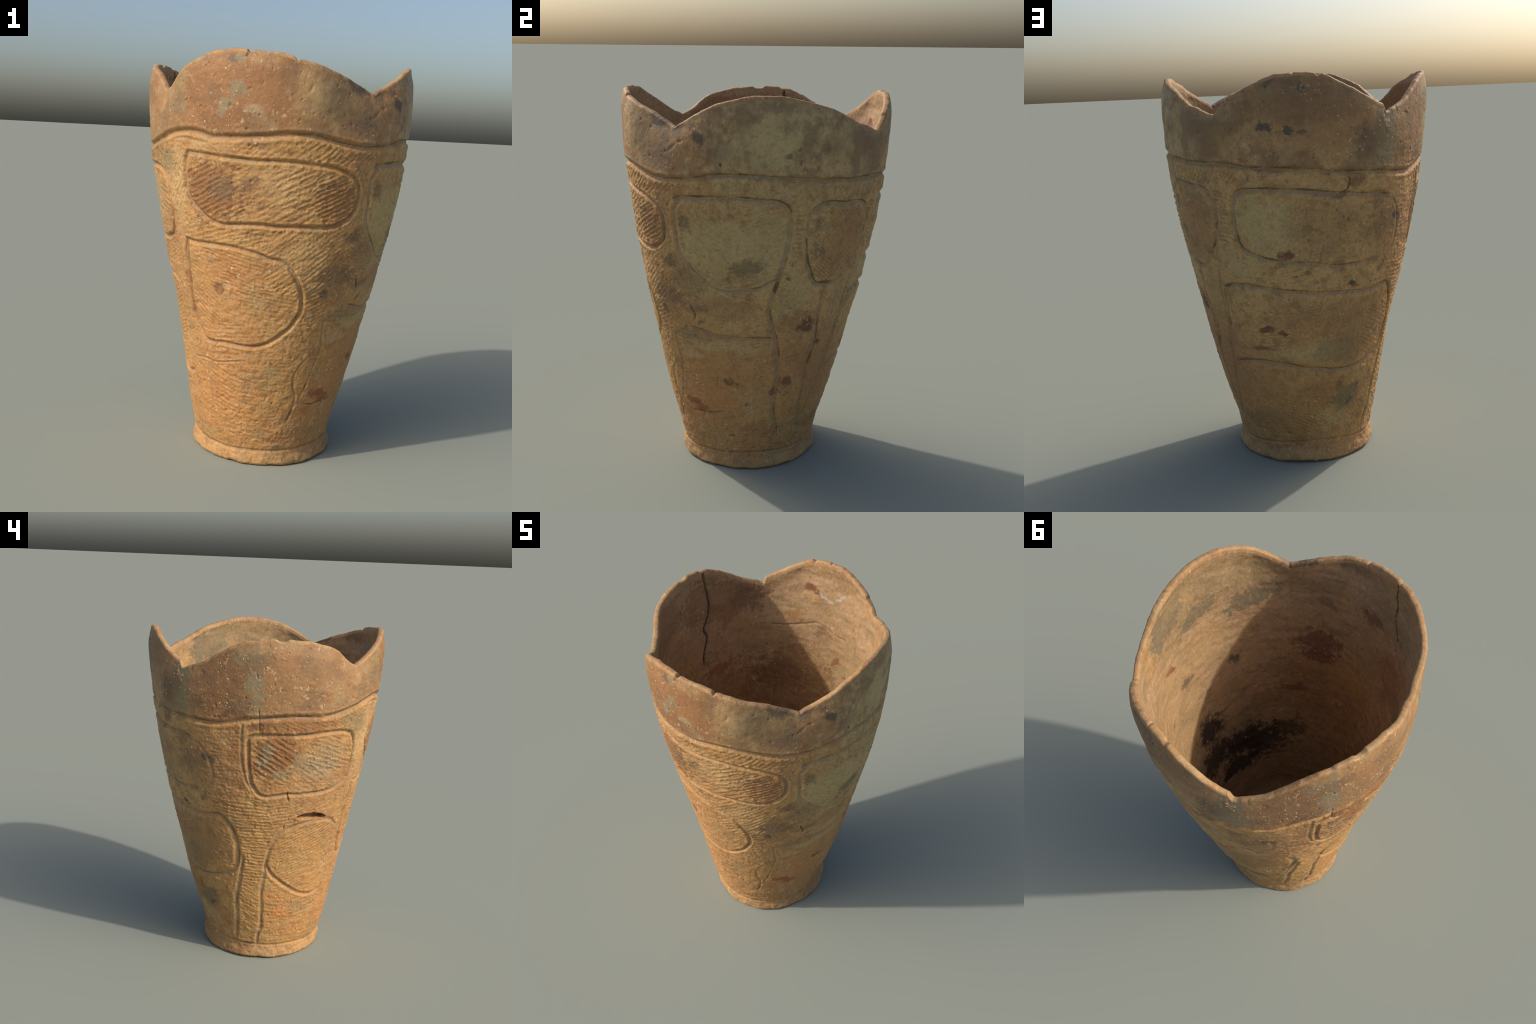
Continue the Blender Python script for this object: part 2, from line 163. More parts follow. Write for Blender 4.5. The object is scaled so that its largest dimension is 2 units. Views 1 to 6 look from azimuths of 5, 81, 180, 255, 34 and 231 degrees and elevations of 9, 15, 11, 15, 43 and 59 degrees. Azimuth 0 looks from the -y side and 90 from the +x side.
# ---------------------------------------------------------------- stains and colour patches: azimuth, height, half width, half height, tilt, kind, strength
OUTER_PATCHES = [
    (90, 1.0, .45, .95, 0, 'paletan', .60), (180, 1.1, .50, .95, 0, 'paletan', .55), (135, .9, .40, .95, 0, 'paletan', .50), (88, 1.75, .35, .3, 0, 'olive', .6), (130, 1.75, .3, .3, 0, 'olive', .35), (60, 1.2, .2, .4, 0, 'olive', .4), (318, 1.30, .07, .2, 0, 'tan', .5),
    (352, 1.87, .10, .05, 20, 'umber', .6), (335, 1.72, .06, .07, 0, 'umber', .5), (2, 1.80, .07, .09, 0, 'umber', .45), (349, 1.80, .03, .12, 15, 'slate', .6), (15, 1.92, .08, .05, -20, 'umber', .4), (290, 1.80, .10, .07, 0, 'umber', .45), (262, 1.72, .08, .05, 0, 'umber', .5), (237, 1.84, .09, .06, 0, 'umber', .5), (250, 1.86, .03, .10, 0, 'slate', .7),
    # sherds of a different tone, and low warm tones that partly paint light bounced off the ground
    (0, .33, .34, .30, 0, 'orange', .22), (300, .33, .26, .28, 0, 'orange', .22), (262, .36, .20, .3, 0, 'ochre', .3), (60, .55, .22, .33, 0, 'redorange', .5), (100, .62, .24, .35, 0, 'redorange', .5), (140, .5, .2, .35, 0, 'redorange', .35),
    (180, .45, .25, .35, 0, 'ochre', .3), (220, .5, .2, .35, 0, 'ochre', .3), (20, 1.5, .2, .3, 0, 'ochre', .25),
    (342, 1.80, .20, .17, 0, 'brown', .75), (4, 1.82, .11, .13, 0, 'brown', .6), (22, 1.80, .13, .13, 0, 'greytan', .5), (318, 1.42, .085, .17, 0, 'tan', .75), (335, 1.58, .10, .03, 0, 'tan', .5),
    (338, 1.38, .15, .13, 0, 'brown', .8), (8, 1.40, .13, .13, 15, 'tan', .45), (30, 1.34, .09, .10, 0, 'brown', .6), (345, 1.02, .19, .10, -10, 'redorange', .5), (338, .72, .22, .25, 0, 'orange', .22),
    (20, 1.08, .12, .12, 30, 'tan', .4), (15, .42, .14, .16, 0, 'ochre', .4), (335, .35, .12, .2, 0, 'orange', .22), (35, .98, .12, .13, 0, 'umber', .45),
    (261, 1.33, .12, .15, -35, 'brown', .85), (240, 1.28, .12, .22, 0, 'redbrown', .55), (272, 1.51, .24, .045, 0, 'brown', .65), (268, 1.78, .20, .16, 0, 'redbrown', .45), (236, 1.75, .13, .17, 0, 'brown', .7),
    (291, 1.30, .14, .12, 20, 'greytan', .55), (285, .70, .20, .24, 0, 'ochre', .45), (250, .70, .12, .35, 0, 'ochre', .35), (215, .75, .20, .18, 0, 'umber', .35), (220, 1.27, .14, .16, 0, 'umber', .4), (312, 1.50, .07, .08, 30, 'darkolive', .5),
    (165, 1.28, .18, .16, 0, 'olive', .6), (190, 1.28, .20, .18, 0, 'umber', .3), (185, .82, .26, .12, 0, 'redbrown', .4), (85, 1.30, .22, .20, 0, 'olive', .6), (125, 1.27, .18, .2, 0, 'redbrown', .45), (100, 1.0, .1, .2, 0, 'olive', .5),
    (125, .62, .14, .4, 0, 'redbrown', .4), (50, 1.12, .1, .1, 0, 'umber', .4), (140, 1.75, .20, .16, 0, 'umber', .3), (190, 1.78, .28, .17, 0, 'redbrown', .5),
    (344.8, 1.83, 0.200, 0.144, 0, 'redbrown', .6), (2.3, 1.79, 0.143, 0.129, 0, 'redbrown', .6), (330.2, 1.68, 0.070, 0.071, 0, 'redbrown', .6), (346.4, 1.95, 0.042, 0.026, 0, 'dark', .7),
    (349.6, 1.95, 0.027, 0.026, 0, 'slate', .6), (348.8, 1.83, 0.041, 0.039, 0, 'slate', .8), (344.9, 1.76, 0.052, 0.031, 0, 'slate', .8), (343, 1.72, 0.029, 0.035, 0, 'slate', .7),
    (355, 1.73, 0.040, 0.026, 0, 'greytan', .8), (0.4, 1.69, 0.052, 0.024, -35, 'greytan', .6), (321.4, 1.82, 0.064, 0.113, 0, 'moss', .5), (320.1, 1.74, 0.051, 0.023, 0, 'slate', .5),
    (14.5, 1.84, 0.111, 0.108, 0, 'tan', .5), (26.8, 1.75, 0.064, 0.039, 0, 'moss', .7), (35.6, 1.86, 0.078, 0.036, -30, 'dark', .7), (39.1, 1.69, 0.041, 0.058, 0, 'dark', .5),
    (48.3, 1.83, 0.044, 0.032, 0, 'dark', .6), (356.1, 1.59, 0.066, 0.017, 0, 'umber', .5), (312.4, 1.49, 0.091, 0.069, 0, 'moss', .5), (343.6, 1.38, 0.111, 0.057, 0, 'umber', .8),
    (354.7, 1.41, 0.058, 0.035, 0, 'umber', .7), (358.7, 1.31, 0.026, 0.022, 0, 'umber', .5), (25, 1.41, 0.087, 0.039, 0, 'umber', .4), (40.8, 1.20, 0.086, 0.045, 20, 'dark', .6),
    (35.5, 1.00, 0.113, 0.058, 0, 'umber', .5), (29.2, 0.91, 0.031, 0.018, 0, 'black', .6), (52.8, 0.96, 0.058, 0.033, 0, 'dark', .4), (52.6, 1.27, 0.098, 0.138, 0, 'olive', .5),
    (44.8, 0.79, 0.136, 0.046, 0, 'moss', .4), (335.6, 1.02, 0.032, 0.018, -20, 'slate', .6), (339.2, 0.90, 0.031, 0.027, 0, 'rustdark', .7), (319.2, 0.77, 0.030, 0.023, 0, 'rustdark', .6),
    (317.8, 0.94, 0.023, 0.028, 0, 'rust', .6), (346.3, 0.99, 0.029, 0.018, 0, 'rust', .5), (9.2, 0.52, 0.048, 0.026, 0, 'moss', .6), (6.2, 0.45, 0.086, 0.062, 0, 'moss', .35),
    (37.9, 0.37, 0.049, 0.027, 0, 'rust', .9), (31.4, 0.30, 0.039, 0.027, 0, 'rust', .6), (2.6, 0.17, 0.034, 0.026, 0, 'moss', .5), (341, 0.59, 0.024, 0.015, 0, 'umber', .5),
    (34.4, 0.31, 0.101, 0.053, 0, 'redorange', .4), (32.1, 1.78, 0.132, 0.093, 0, 'moss', .3), (90.8, 1.81, 0.225, 0.132, 0, 'olive', .6), (88.9, 1.94, 0.111, 0.031, 0, 'umber', .5),
    (82, 1.89, 0.035, 0.026, 0, 'umber', .4), (114, 1.76, 0.051, 0.059, 0, 'umber', .4), (58.7, 1.79, 0.035, 0.029, 0, 'black', .8), (55.1, 1.84, 0.042, 0.027, 0, 'dark', .5),
    (38.4, 1.86, 0.088, 0.028, -30, 'dark', .6), (41.9, 1.73, 0.054, 0.078, 0, 'dark', .4), (68.6, 1.73, 0.042, 0.027, 0, 'slate', .5), (67.4, 1.68, 0.009, 0.011, 0, 'black', .9),
    (98.7, 1.74, 0.012, 0.010, 0, 'black', .6), (99.5, 1.69, 0.013, 0.012, 0, 'black', .6), (94, 1.72, 0.018, 0.013, 0, 'dark', .6), (136.1, 1.76, 0.051, 0.028, 0, 'rustdark', .4),
    (50.3, 1.39, 0.047, 0.050, 0, 'dark', .6), (67.3, 1.31, 0.170, 0.113, 0, 'olive', .6), (77.1, 1.18, 0.085, 0.050, 15, 'darkolive', .7), (67.4, 0.96, 0.178, 0.079, 0, 'redbrown', .5),
    (49.8, 0.94, 0.056, 0.028, 0, 'dark', .4), (51.9, 0.87, 0.024, 0.014, 0, 'dark', .6), (105.7, 0.88, 0.139, 0.080, 0, 'redbrown', .6), (109.5, 0.86, 0.059, 0.033, 10, 'rustdark', .8),
    (121, 0.74, 0.022, 0.019, 0, 'rustdark', .8), (116.3, 1.08, 0.057, 0.012, 0, 'rustdark', .7), (93, 0.99, 0.025, 0.014, 0, 'yellow', .6), (96.9, 1.12, 0.015, 0.014, 0, 'black', .6),
    (111, 1.23, 0.046, 0.028, 0, 'dark', .4), (48.9, 0.44, 0.169, 0.095, 0, 'redorange', .5), (41.7, 0.37, 0.071, 0.034, -25, 'rust', .8), (82.1, 0.41, 0.109, 0.110, 0, 'tan', .4),
    (101.1, 0.54, 0.038, 0.033, 0, 'rustdark', .75), (84.8, 0.23, 0.094, 0.045, 0, 'redbrown', .6), (66.4, 0.54, 0.031, 0.022, 0, 'rustdark', .7), (74.8, 0.42, 0.018, 0.011, 0, 'dark', .6),
    (101.5, 0.22, 0.020, 0.023, 0, 'slate', .6), (107.5, 0.67, 0.100, 0.082, 0, 'redbrown', .4), (92, 0.49, 0.024, 0.027, 0, 'rustdark', .7), (44.8, 0.68, 0.088, 0.033, 0, 'tan', .6),
    (65.7, 0.75, 0.242, 0.037, 0, 'olive', .5), (173.8, 1.85, 0.152, 0.108, 0, 'umber', .5), (167.1, 1.75, 0.036, 0.024, -15, 'black', .8), (176.8, 1.73, 0.035, 0.019, 0, 'black', .8),
    (181.6, 1.73, 0.026, 0.015, 0, 'black', .6), (170.7, 1.94, 0.022, 0.013, 0, 'black', .7), (181.5, 1.91, 0.026, 0.026, 0, 'dark', .5), (149.8, 1.69, 0.080, 0.088, 0, 'ochre', .4),
    (139.6, 1.69, 0.084, 0.067, 0, 'redbrown', .3), (170.8, 1.57, 0.146, 0.010, 0, 'rust', .8), (189.6, 1.86, 0.178, 0.108, 0, 'umber', .5), (181.6, 1.91, 0.022, 0.022, 0, 'dark', .6),
    (206.8, 1.68, 0.069, 0.066, 0, 'black', .55), (205, 1.62, 0.062, 0.035, 0, 'black', .5), (211.8, 1.59, 0.040, 0.027, 0, 'dark', .6), (213.9, 1.67, 0.059, 0.138, -5, 'greengrey', .85),
    (214.1, 1.77, 0.054, 0.036, 0, 'slate', .6), (180.4, 1.63, 0.035, 0.022, 0, 'rust', .5), (202.1, 1.50, 0.055, 0.031, 0, 'rustdark', .6), (197.3, 1.44, 0.033, 0.011, 25, 'rustdark', .7),
    (227.1, 1.73, 0.057, 0.092, 0, 'redbrown', .5), (173.5, 1.17, 0.054, 0.026, 0, 'rustdark', .8), (163.2, 1.33, 0.117, 0.110, 0, 'olive', .3), (150.8, 1.09, 0.109, 0.059, 0, 'olive', .5),
    (182.6, 1.06, 0.023, 0.013, 0, 'rustdark', .6), (184.6, 1.08, 0.013, 0.012, 0, 'slate', .8), (204.7, 1.00, 0.021, 0.014, 0, 'black', .8), (220.6, 1.04, 0.015, 0.021, -15, 'dark', .8),
    (217.4, 1.10, 0.039, 0.016, 15, 'dark', .5), (228.8, 1.30, 0.022, 0.019, 0, 'black', .7), (159.9, 0.77, 0.046, 0.018, 10, 'rustdark', .8), (167.7, 0.75, 0.022, 0.011, 0, 'rustdark', .8),
    (156, 0.67, 0.067, 0.016, 0, 'rustdark', .7), (191.1, 0.42, 0.117, 0.079, 0, 'redbrown', .6), (205, 0.44, 0.026, 0.048, 0, 'rustdark', .6), (211, 0.36, 0.072, 0.071, 0, 'darkolive', .6),
    (216.4, 0.42, 0.031, 0.022, 0, 'rustdark', .6), (183.8, 0.65, 0.164, 0.052, 0, 'olive', .5), (201.5, 0.25, 0.097, 0.081, 0, 'olive', .4), (134.7, 0.23, 0.135, 0.056, 0, 'umber', .4),
    (173.7, 0.12, 0.048, 0.027, 0, 'rust', .4), (232.7, 1.77, 0.144, 0.103, 0, 'redbrown', .5), (234.9, 1.73, 0.158, 0.077, 0, 'umber', .5), (244.8, 1.87, 0.063, 0.056, 0, 'slate', .6),
    (249.3, 1.74, 0.057, 0.066, -20, 'slate', .9), (251.6, 1.65, 0.036, 0.056, -10, 'slate', .9), (252.3, 1.57, 0.031, 0.031, 0, 'slate', .6), (234.6, 1.56, 0.029, 0.018, 0, 'rustdark', .75),
    (242.9, 1.61, 0.081, 0.051, 0, 'umber', .8), (239.8, 1.57, 0.071, 0.026, 0, 'rustdark', .5), (252, 1.49, 0.079, 0.026, 0, 'rustdark', .6), (213, 1.41, 0.081, 0.043, 0, 'umber', .5),
    (276.2, 1.84, 0.086, 0.041, 0, 'umber', .35), (278.1, 1.66, 0.077, 0.062, 0, 'umber', .7), (294, 1.68, 0.060, 0.106, 10, 'moss', .5), (320.4, 1.74, 0.074, 0.033, 0, 'slate', .6),
    (303.6, 1.52, 0.125, 0.070, 0, 'darkolive', .5), (257.6, 1.36, 0.043, 0.042, 0, 'slate', .8), (254, 1.29, 0.043, 0.031, -30, 'slate', .7), (225, 1.30, 0.026, 0.021, 0, 'black', .8),
    (219.6, 1.05, 0.018, 0.015, 0, 'slate', .9), (204.5, 0.99, 0.041, 0.017, 0, 'rustdark', .6), (224, 1.19, 0.034, 0.043, 0, 'redbrown', .6), (216.8, 1.29, 0.091, 0.081, 0, 'umber', .4),
    (200.8, 0.65, 0.142, 0.075, 0, 'darkolive', .5), (229.1, 1.03, 0.038, 0.011, 0, 'rust', .6), (275.6, 1.29, 0.077, 0.058, 0, 'slate', .6), (265.6, 1.23, 0.050, 0.042, 0, 'slate', .6),
    (286.3, 1.24, 0.122, 0.064, 20, 'slate', .45), (293.7, 1.34, 0.115, 0.043, 0, 'moss', .5), (210, 0.37, 0.085, 0.098, 10, 'darkolive', .7), (213.7, 0.34, 0.026, 0.023, 0, 'dark', .7),
    (275.8, 0.32, 0.088, 0.057, 0, 'orange', .6), (266.9, 0.43, 0.062, 0.039, 0, 'orange', .5), (262.4, 0.23, 0.019, 0.023, 0, 'rust', .7), (247.8, 0.09, 0.039, 0.014, 0, 'dark', .7),
    (294.3, 0.34, 0.112, 0.063, 0, 'moss', .5), (262.1, 0.53, 0.030, 0.033, 0, 'yellow', .5), (222.8, 0.31, 0.046, 0.034, 0, 'redbrown', .4),
]
INNER_PATCHES = [
    (100, 1.75, .35, .12, 15, 'darkolive', .45), (60, 1.78, .30, .10, 0, 'darkolive', .4), (280, 1.45, .30, .30, 0, 'redorange', .3), (330, 1.35, .30, .35, 0, 'redorange', .25), (250, 1.0, .35, .35, 0, 'brown', .5), (300, .7, .4, .4, 0, 'brown', .5),
    (350, 1.75, .25, .12, 0, 'darkolive', .4), (240, 1.75, .28, .15, 0, 'brown', .5), (285, 1.80, .2, .12, 0, 'brown', .4), (200, 1.1, .35, .3, 0, 'brown', .5), (130, 1.2, .25, .4, 0, 'tan', .4), (20, 1.0, .3, .3, 0, 'brown', .4),
    (90, 1.45, .22, .12, 20, 'tan', .5),
    (114.8, 1.81, 0.186, 0.081, 30, 'smoke', .75), (95.5, 1.69, 0.134, 0.039, 15, 'smoke', .7), (64.9, 1.64, 0.150, 0.060, 20, 'smoke', .75), (64.2, 1.83, 0.174, 0.097, 0, 'moss', .5),
    (105.8, 1.89, 0.141, 0.074, 30, 'moss', .5), (77.4, 1.26, 0.036, 0.025, 0, 'dark', .8), (111, 1.34, 0.057, 0.027, 0, 'dark', .7), (120.7, 1.52, 0.054, 0.020, -30, 'rust', .8),
    (132.2, 1.71, 0.072, 0.093, 0, 'ochre', .4), (28.1, 1.33, 0.147, 0.098, 0, 'rustdark', .75), (27.1, 1.23, 0.090, 0.050, 0, 'rustdark', .75), (26.4, 1.62, 0.071, 0.040, -20, 'dark', .4),
    (15.7, 1.92, 0.150, 0.050, -10, 'dark', .4), (2.7, 1.67, 0.084, 0.045, 0, 'rustdark', .6), (7.5, 1.15, 0.163, 0.107, 0, 'ochre', .5), (40.1, 0.96, 0.086, 0.030, 0, 'rustdark', .6),
    (340.3, 1.48, 0.164, 0.131, 0, 'rust', .35), (106.6, 0.89, 0.124, 0.104, 0, 'soot', .9), (80.3, 0.62, 0.215, 0.134, 0, 'soot', .95), (110.9, 0.67, 0.166, 0.123, 0, 'soot', .85),
    (64.3, 0.56, 0.169, 0.120, 0, 'soot', .8), (89.7, 0.46, 0.202, 0.065, 0, 'soot', .9), (43.6, 0.65, 0.128, 0.079, 0, 'soot', .6), (189.6, 1.79, 0.054, 0.029, -10, 'rustdark', .8),
    (189.7, 1.79, 0.024, 0.014, 0, 'red', .6), (168.4, 1.39, 0.016, 0.055, -25, 'red', .6), (180, 1.76, 0.046, 0.010, -25, 'white', .8), (171.1, 1.78, 0.041, 0.010, 40, 'white', .8),
    (198.1, 1.61, 0.086, 0.045, 0, 'redbrown', .6), (168.1, 1.90, 0.125, 0.084, 0, 'umber', .4), (180.5, 1.54, 0.064, 0.052, 0, 'umber', .5), (246.9, 1.32, 0.094, 0.045, 0, 'rust', .5),
    (224.6, 1.72, 0.104, 0.110, 0, 'dark', .4), (205.9, 1.21, 0.194, 0.117, 0, 'rustdark', .6),
]
COLOURS = {
    'clay': (.458, .250, .088), 'brown': (.245, .112, .042), 'redbrown': (.350, .168, .068), 'umber': (.210, .122, .060), 'dark': (.130, .088, .055), 'black': (.085, .066, .048),
    'slate': (.272, .208, .118), 'greengrey': (.270, .205, .106), 'olive': (.510, .372, .165), 'darkolive': (.225, .160, .074), 'tan': (.500, .315, .140),
    'greytan': (.385, .270, .145), 'ochre': (.450, .250, .080), 'orange': (.540, .225, .070), 'redorange': (.460, .212, .074), 'rust': (.270, .095, .036),
    'rustdark': (.165, .072, .036), 'yellow': (.440, .300, .085), 'red': (.220, .060, .034), 'soot': (.055, .038, .027), 'white': (.460, .400, .310),
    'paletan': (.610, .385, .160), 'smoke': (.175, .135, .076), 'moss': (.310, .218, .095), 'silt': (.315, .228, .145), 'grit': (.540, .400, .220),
}


# ---------------------------------------------------------------- noise
def lattice(ix, iy, iz, seed):
    h = (ix * 374761393 + iy * 668265263 + iz * 1274126177 + seed * 362437) & 0xFFFFFFFF
    h = ((h ^ (h >> 13)) * 1103515245) & 0xFFFFFFFF
    h = ((h ^ (h >> 15)) * 2246822519) & 0xFFFFFFFF
    return ((h ^ (h >> 16)) & 0xFFFF) / 32767.5 - 1


def noise(p, scale, seed):
    """Value noise in -1..1 at points p (..., 3)."""
    q = p * scale + 100.0
    f = np.floor(q)
    i = f.astype(np.int64)
    t = q - f
    t = t * t * t * (t * (t * 6 - 15) + 10)
    out = 0
    for a in (0, 1):
        for b in (0, 1):
            for c in (0, 1):
                w = (t[..., 0] if a else 1 - t[..., 0]) * (t[..., 1] if b else 1 - t[..., 1]) * (t[..., 2] if c else 1 - t[..., 2])
                out = out + w * lattice(i[..., 0] + a, i[..., 1] + b, i[..., 2] + c, seed)
    return out


def ramp(x, a, b):
    t = np.clip((x - a) / (b - a), 0, 1)
    return t * t * (3 - 2 * t)


# ---------------------------------------------------------------- grids
azimuth = np.arange(NA) * 360 / NA
rim = np.interp(azimuth, [a for a, _ in RIM], [h for _, h in RIM])
rim = .25 * np.roll(rim, 1) + .5 * rim + .25 * np.roll(rim, -1)
ring = np.stack([np.sin(np.radians(azimuth)), -np.cos(np.radians(azimuth)), 0 * azimuth], -1)
rim = rim + .0022 * noise(ring * .6, 22, 3) + .0012 * noise(ring * .6, 60, 4)
rim += .0105 * np.clip(1 - (turn(azimuth - 160) / 80) ** 2, 0, 1) * (1 - .85 * ramp(rim, 1.88, 1.96)) - .011 * np.clip(1 - (turn(azimuth - 330) / 70) ** 2, 0, 1) * (1 - .8 * ramp(rim, 1.93, 1.99))
rim *= 2.0 / rim.max()

LIP = .017                                    # height of the rounded lip
z_break = 1.47
low = np.linspace(.012, z_break, 480)
share = np.linspace(0, 1, 146)[1:]
Z = np.concatenate([np.repeat(low[:, None], NA, 1), z_break + share[:, None] * (rim - LIP - z_break)[None]], 0)
A = np.repeat(azimuth[None], len(Z), 0)
R = wall_radius(A, Z)
AR = np.radians(A)
BASE = np.stack([R * np.sin(AR), -R * np.cos(AR), Z], -1)
row_low, row_high = Z.min(1), Z.max(1)


def press_line(depth_map, near, points, width, depth, closed=False, lip=0.0, grid=None, wobble=0.0, side=None):
    """Press one line into a relief map; keeps the closest distance (in widths) in near."""
    GA, GZ, GR = grid or (A, Z, R)
    gl, gh = GZ.min(1), GZ.max(1)
    pts = np.array(points, float)
    pts[:, 0] = pts[0, 0] + np.concatenate([[0], np.cumsum(turn(np.diff(pts[:, 0])))])
    if closed:
        end = pts[0].copy()
        end[0] = pts[-1, 0] + turn(end[0] - pts[-1, 0])
        pts = np.vstack([pts, end])
    step = np.hypot(np.diff(pts[:, 0]) * .009, np.diff(pts[:, 1]))
    s = np.concatenate([[0], np.cumsum(step)])
    n = max(4, int(s[-1] / .012))
    u = np.linspace(0, s[-1], n)
    fine = np.stack([smooth_curve(u, s, pts[:, 0]), smooth_curve(u, s, pts[:, 1])], -1)
    if wobble:
        fine[:, 0] += wobble * RNG.normal(0, 60, n)
        fine[:, 1] += wobble * RNG.normal(0, .6, n)
    reach = 3.4 * width
    best = {}
    dist = np.full(GZ.shape, np.inf)
    above = np.zeros(GZ.shape)
    fade = np.ones(GZ.shape)
    for k in range(n - 1):
        (a0, z0), (a1, z1) = fine[k], fine[k + 1]
        rows = np.where((gh > min(z0, z1) - reach) & (gl < max(z0, z1) + reach))[0]
        if not len(rows):
            continue
        r0 = GR[rows[len(rows) // 2], 0]
        da = np.degrees(reach / r0) + .3
        cols = np.arange(int(np.floor((min(a0, a1) - da) * NA / 360)), int(np.ceil((max(a0, a1) + da) * NA / 360)) + 1) % NA
        sub = np.ix_(rows, cols)
        r = GR[sub]
        x, y = np.radians(turn(GA[sub] - a0)) * r, GZ[sub] - z0
        dx, dy = np.radians(a1 - a0) * r, z1 - z0
        t = np.clip((x * dx + y * dy) / np.maximum(dx * dx + dy * dy, 1e-12), 0, 1)
        d = np.hypot(x - t * dx, y - t * dy)
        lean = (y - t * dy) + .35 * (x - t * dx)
        closer = d < dist[sub]
        e = 1.0
        if not closed:
            along = u[k] + t * (u[k + 1] - u[k])
            e = ramp(along, -.002, .025) * ramp(s[-1] - along, -.002, .025)
        dist[sub] = np.where(closer, d, dist[sub])
        fade[sub] = np.where(closer, e, fade[sub])
        above[sub] = np.where(closer, lean, above[sub])
    q = dist / width
    cut = depth * fade * (np.exp(-(q * 1.05) ** 2.6) - lip * np.exp(-((q - 1.75) / .5) ** 2))
    np.maximum(depth_map, cut, out=depth_map, where=cut > 0)
    np.minimum(depth_map, np.minimum(cut, 0) + depth_map * (depth_map > 0), out=depth_map, where=(cut < 0) & (depth_map <= 0))
    if side is not None:
        side[:] = above
    return q


# ---------------------------------------------------------------- relief on the outside
CLOSED = ('rim', 'front upper panel', 'front lower panel', 'left upper panel', 'narrow panel', 'foot')
lines = np.zeros(Z.shape)
line_id = np.full(Z.shape, -1, int)
line_near = np.full(Z.shape, 9.0)
line_bank = np.zeros(Z.shape)
bank = np.zeros(Z.shape)
pressure = 1 + .22 * noise(BASE, 9, 11)
wander = np.stack([noise(BASE, 14, 12), noise(BASE, 14, 13)], -1)
for k, (name, width, depth, ridged, pts) in enumerate(LINES):
    q = press_line(lines, None, pts, width, depth, closed=name in CLOSED, lip=.13 if ridged else .08, side=bank)
    won = q < line_near
    line_near[won] = q[won]
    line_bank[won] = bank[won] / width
    if name != 'foot':
        line_id[won & (q < .70 + .25 * wander[..., 0])] = k
lines *= pressure
clear_of_lines = ramp(line_near, .9, 1.7)

cords = np.zeros(Z.shape)
claim = np.zeros(Z.shape)
drift = [noise(BASE, f, 20 + i) for i, f in enumerate((4.5, 11, 26))]
worn = ramp(noise(BASE, 7, 31) + .6 * noise(BASE, 19, 32), -.60, .45)
strand = noise(BASE, 48, 33)
for az, z, ha, hz, slope, gap, depth, twist in CORDS:
    rows = np.where((row_high > z - 1.25 * hz) & (row_low < z + 1.25 * hz))[0]
    cols = np.arange(int((az - 1.25 * ha) * NA / 360), int((az + 1.25 * ha) * NA / 360) + 1) % NA
    sub = np.ix_(rows, cols)
    da, dz = turn(A[sub] - az), Z[sub] - z
    e = (np.abs(da / ha) ** 3 + np.abs(dz / hz) ** 3) ** (1 / 3) + .12 * drift[1][sub] + .06 * drift[2][sub]
    w = ramp(1.12 - e, 0, .22)
    x = np.radians(da) * wall_radius(np.full_like(da, az), np.full_like(dz, z))
    c, s = np.cos(np.radians(slope)), np.sin(np.radians(slope))
    along, across = x * c + dz * s, -x * s + dz * c
    ph = across / gap + .34 * drift[0][sub] + .11 * drift[1][sub] + .07 * drift[2][sub]
    cell = np.floor(ph)
    hump = (.5 + .5 * np.cos(2 * np.pi * ph)) ** .75
    bead = .5 + .5 * np.cos(2 * np.pi * (along / (gap * 1.15) + .37 * cell + .5 * drift[2][sub] + .35 * ph))
    hump = hump * (1 - .55 * twist + .55 * twist * bead)
    breaks = ramp(np.sin(along / gap * 1.1 + cell * 2.4) + 1.3 * strand[sub], -1.5, -.4)
    h = depth * (hump * breaks - .75) * (.35 + .65 * worn[sub])
    take = w > claim[sub]
    cords[sub] = np.where(take, h * w, cords[sub])
    claim[sub] = np.maximum(claim[sub], w)

cracks = np.zeros(Z.shape)
crack_near = np.full(Z.shape, 9.0)
for width, depth, pts in CRACKS:
    crack_near = np.minimum(crack_near, press_line(cracks, None, pts, width, depth, wobble=.003))
# the open slit: a lens-shaped gap where two sherds do not meet
sa, sz = np.array(SLIT[2]).T
su = turn(A - sa.mean()) / (np.ptp(sa) / 2)
gap_z = np.interp(A, sa, sz) + .003 * noise(BASE, 45, 35)
half = SLIT[0] * np.clip(1 - su * su, 0, 1) ** .8
slit_near = np.where(half > .0015, np.abs(Z - gap_z) / np.maximum(half, 1e-4), 9.0)
cracks = np.maximum(cracks, SLIT[1] * np.where(Z > gap_z, ramp(1.05 - slit_near, 0, .3), ramp(1.35 - slit_near, 0, 1.2)) * ramp(half, 0, .008))

pits = np.zeros(Z.shape)
pit_spots = []
for _ in range(1700):
    j, i = RNG.integers(30, len(Z)), RNG.integers(0, NA)
    size = RNG.uniform(.0032, .0075) * (1.6 if RNG.random() < .12 else 1)
    n = int(size / .0024 * 1.8) + 2
    rows, cols = np.arange(max(0, j - n), min(len(Z), j + n + 1)), np.arange(i - n, i + n + 1) % NA
    sub = np.ix_(rows, cols)
    st, tl = RNG.uniform(.6, 1.6), RNG.uniform(0, np.pi)
    x, y = np.radians(turn(A[sub] - azimuth[i])) * R[j, i], Z[sub] - Z[j, i]
    x, y = (x * np.cos(tl) + y * np.sin(tl)) * st, -x * np.sin(tl) + y * np.cos(tl)
    pits[sub] = np.maximum(pits[sub], RNG.uniform(.0014, .0046) * np.exp(-((x * x + y * y) / size**2) ** 1.4))

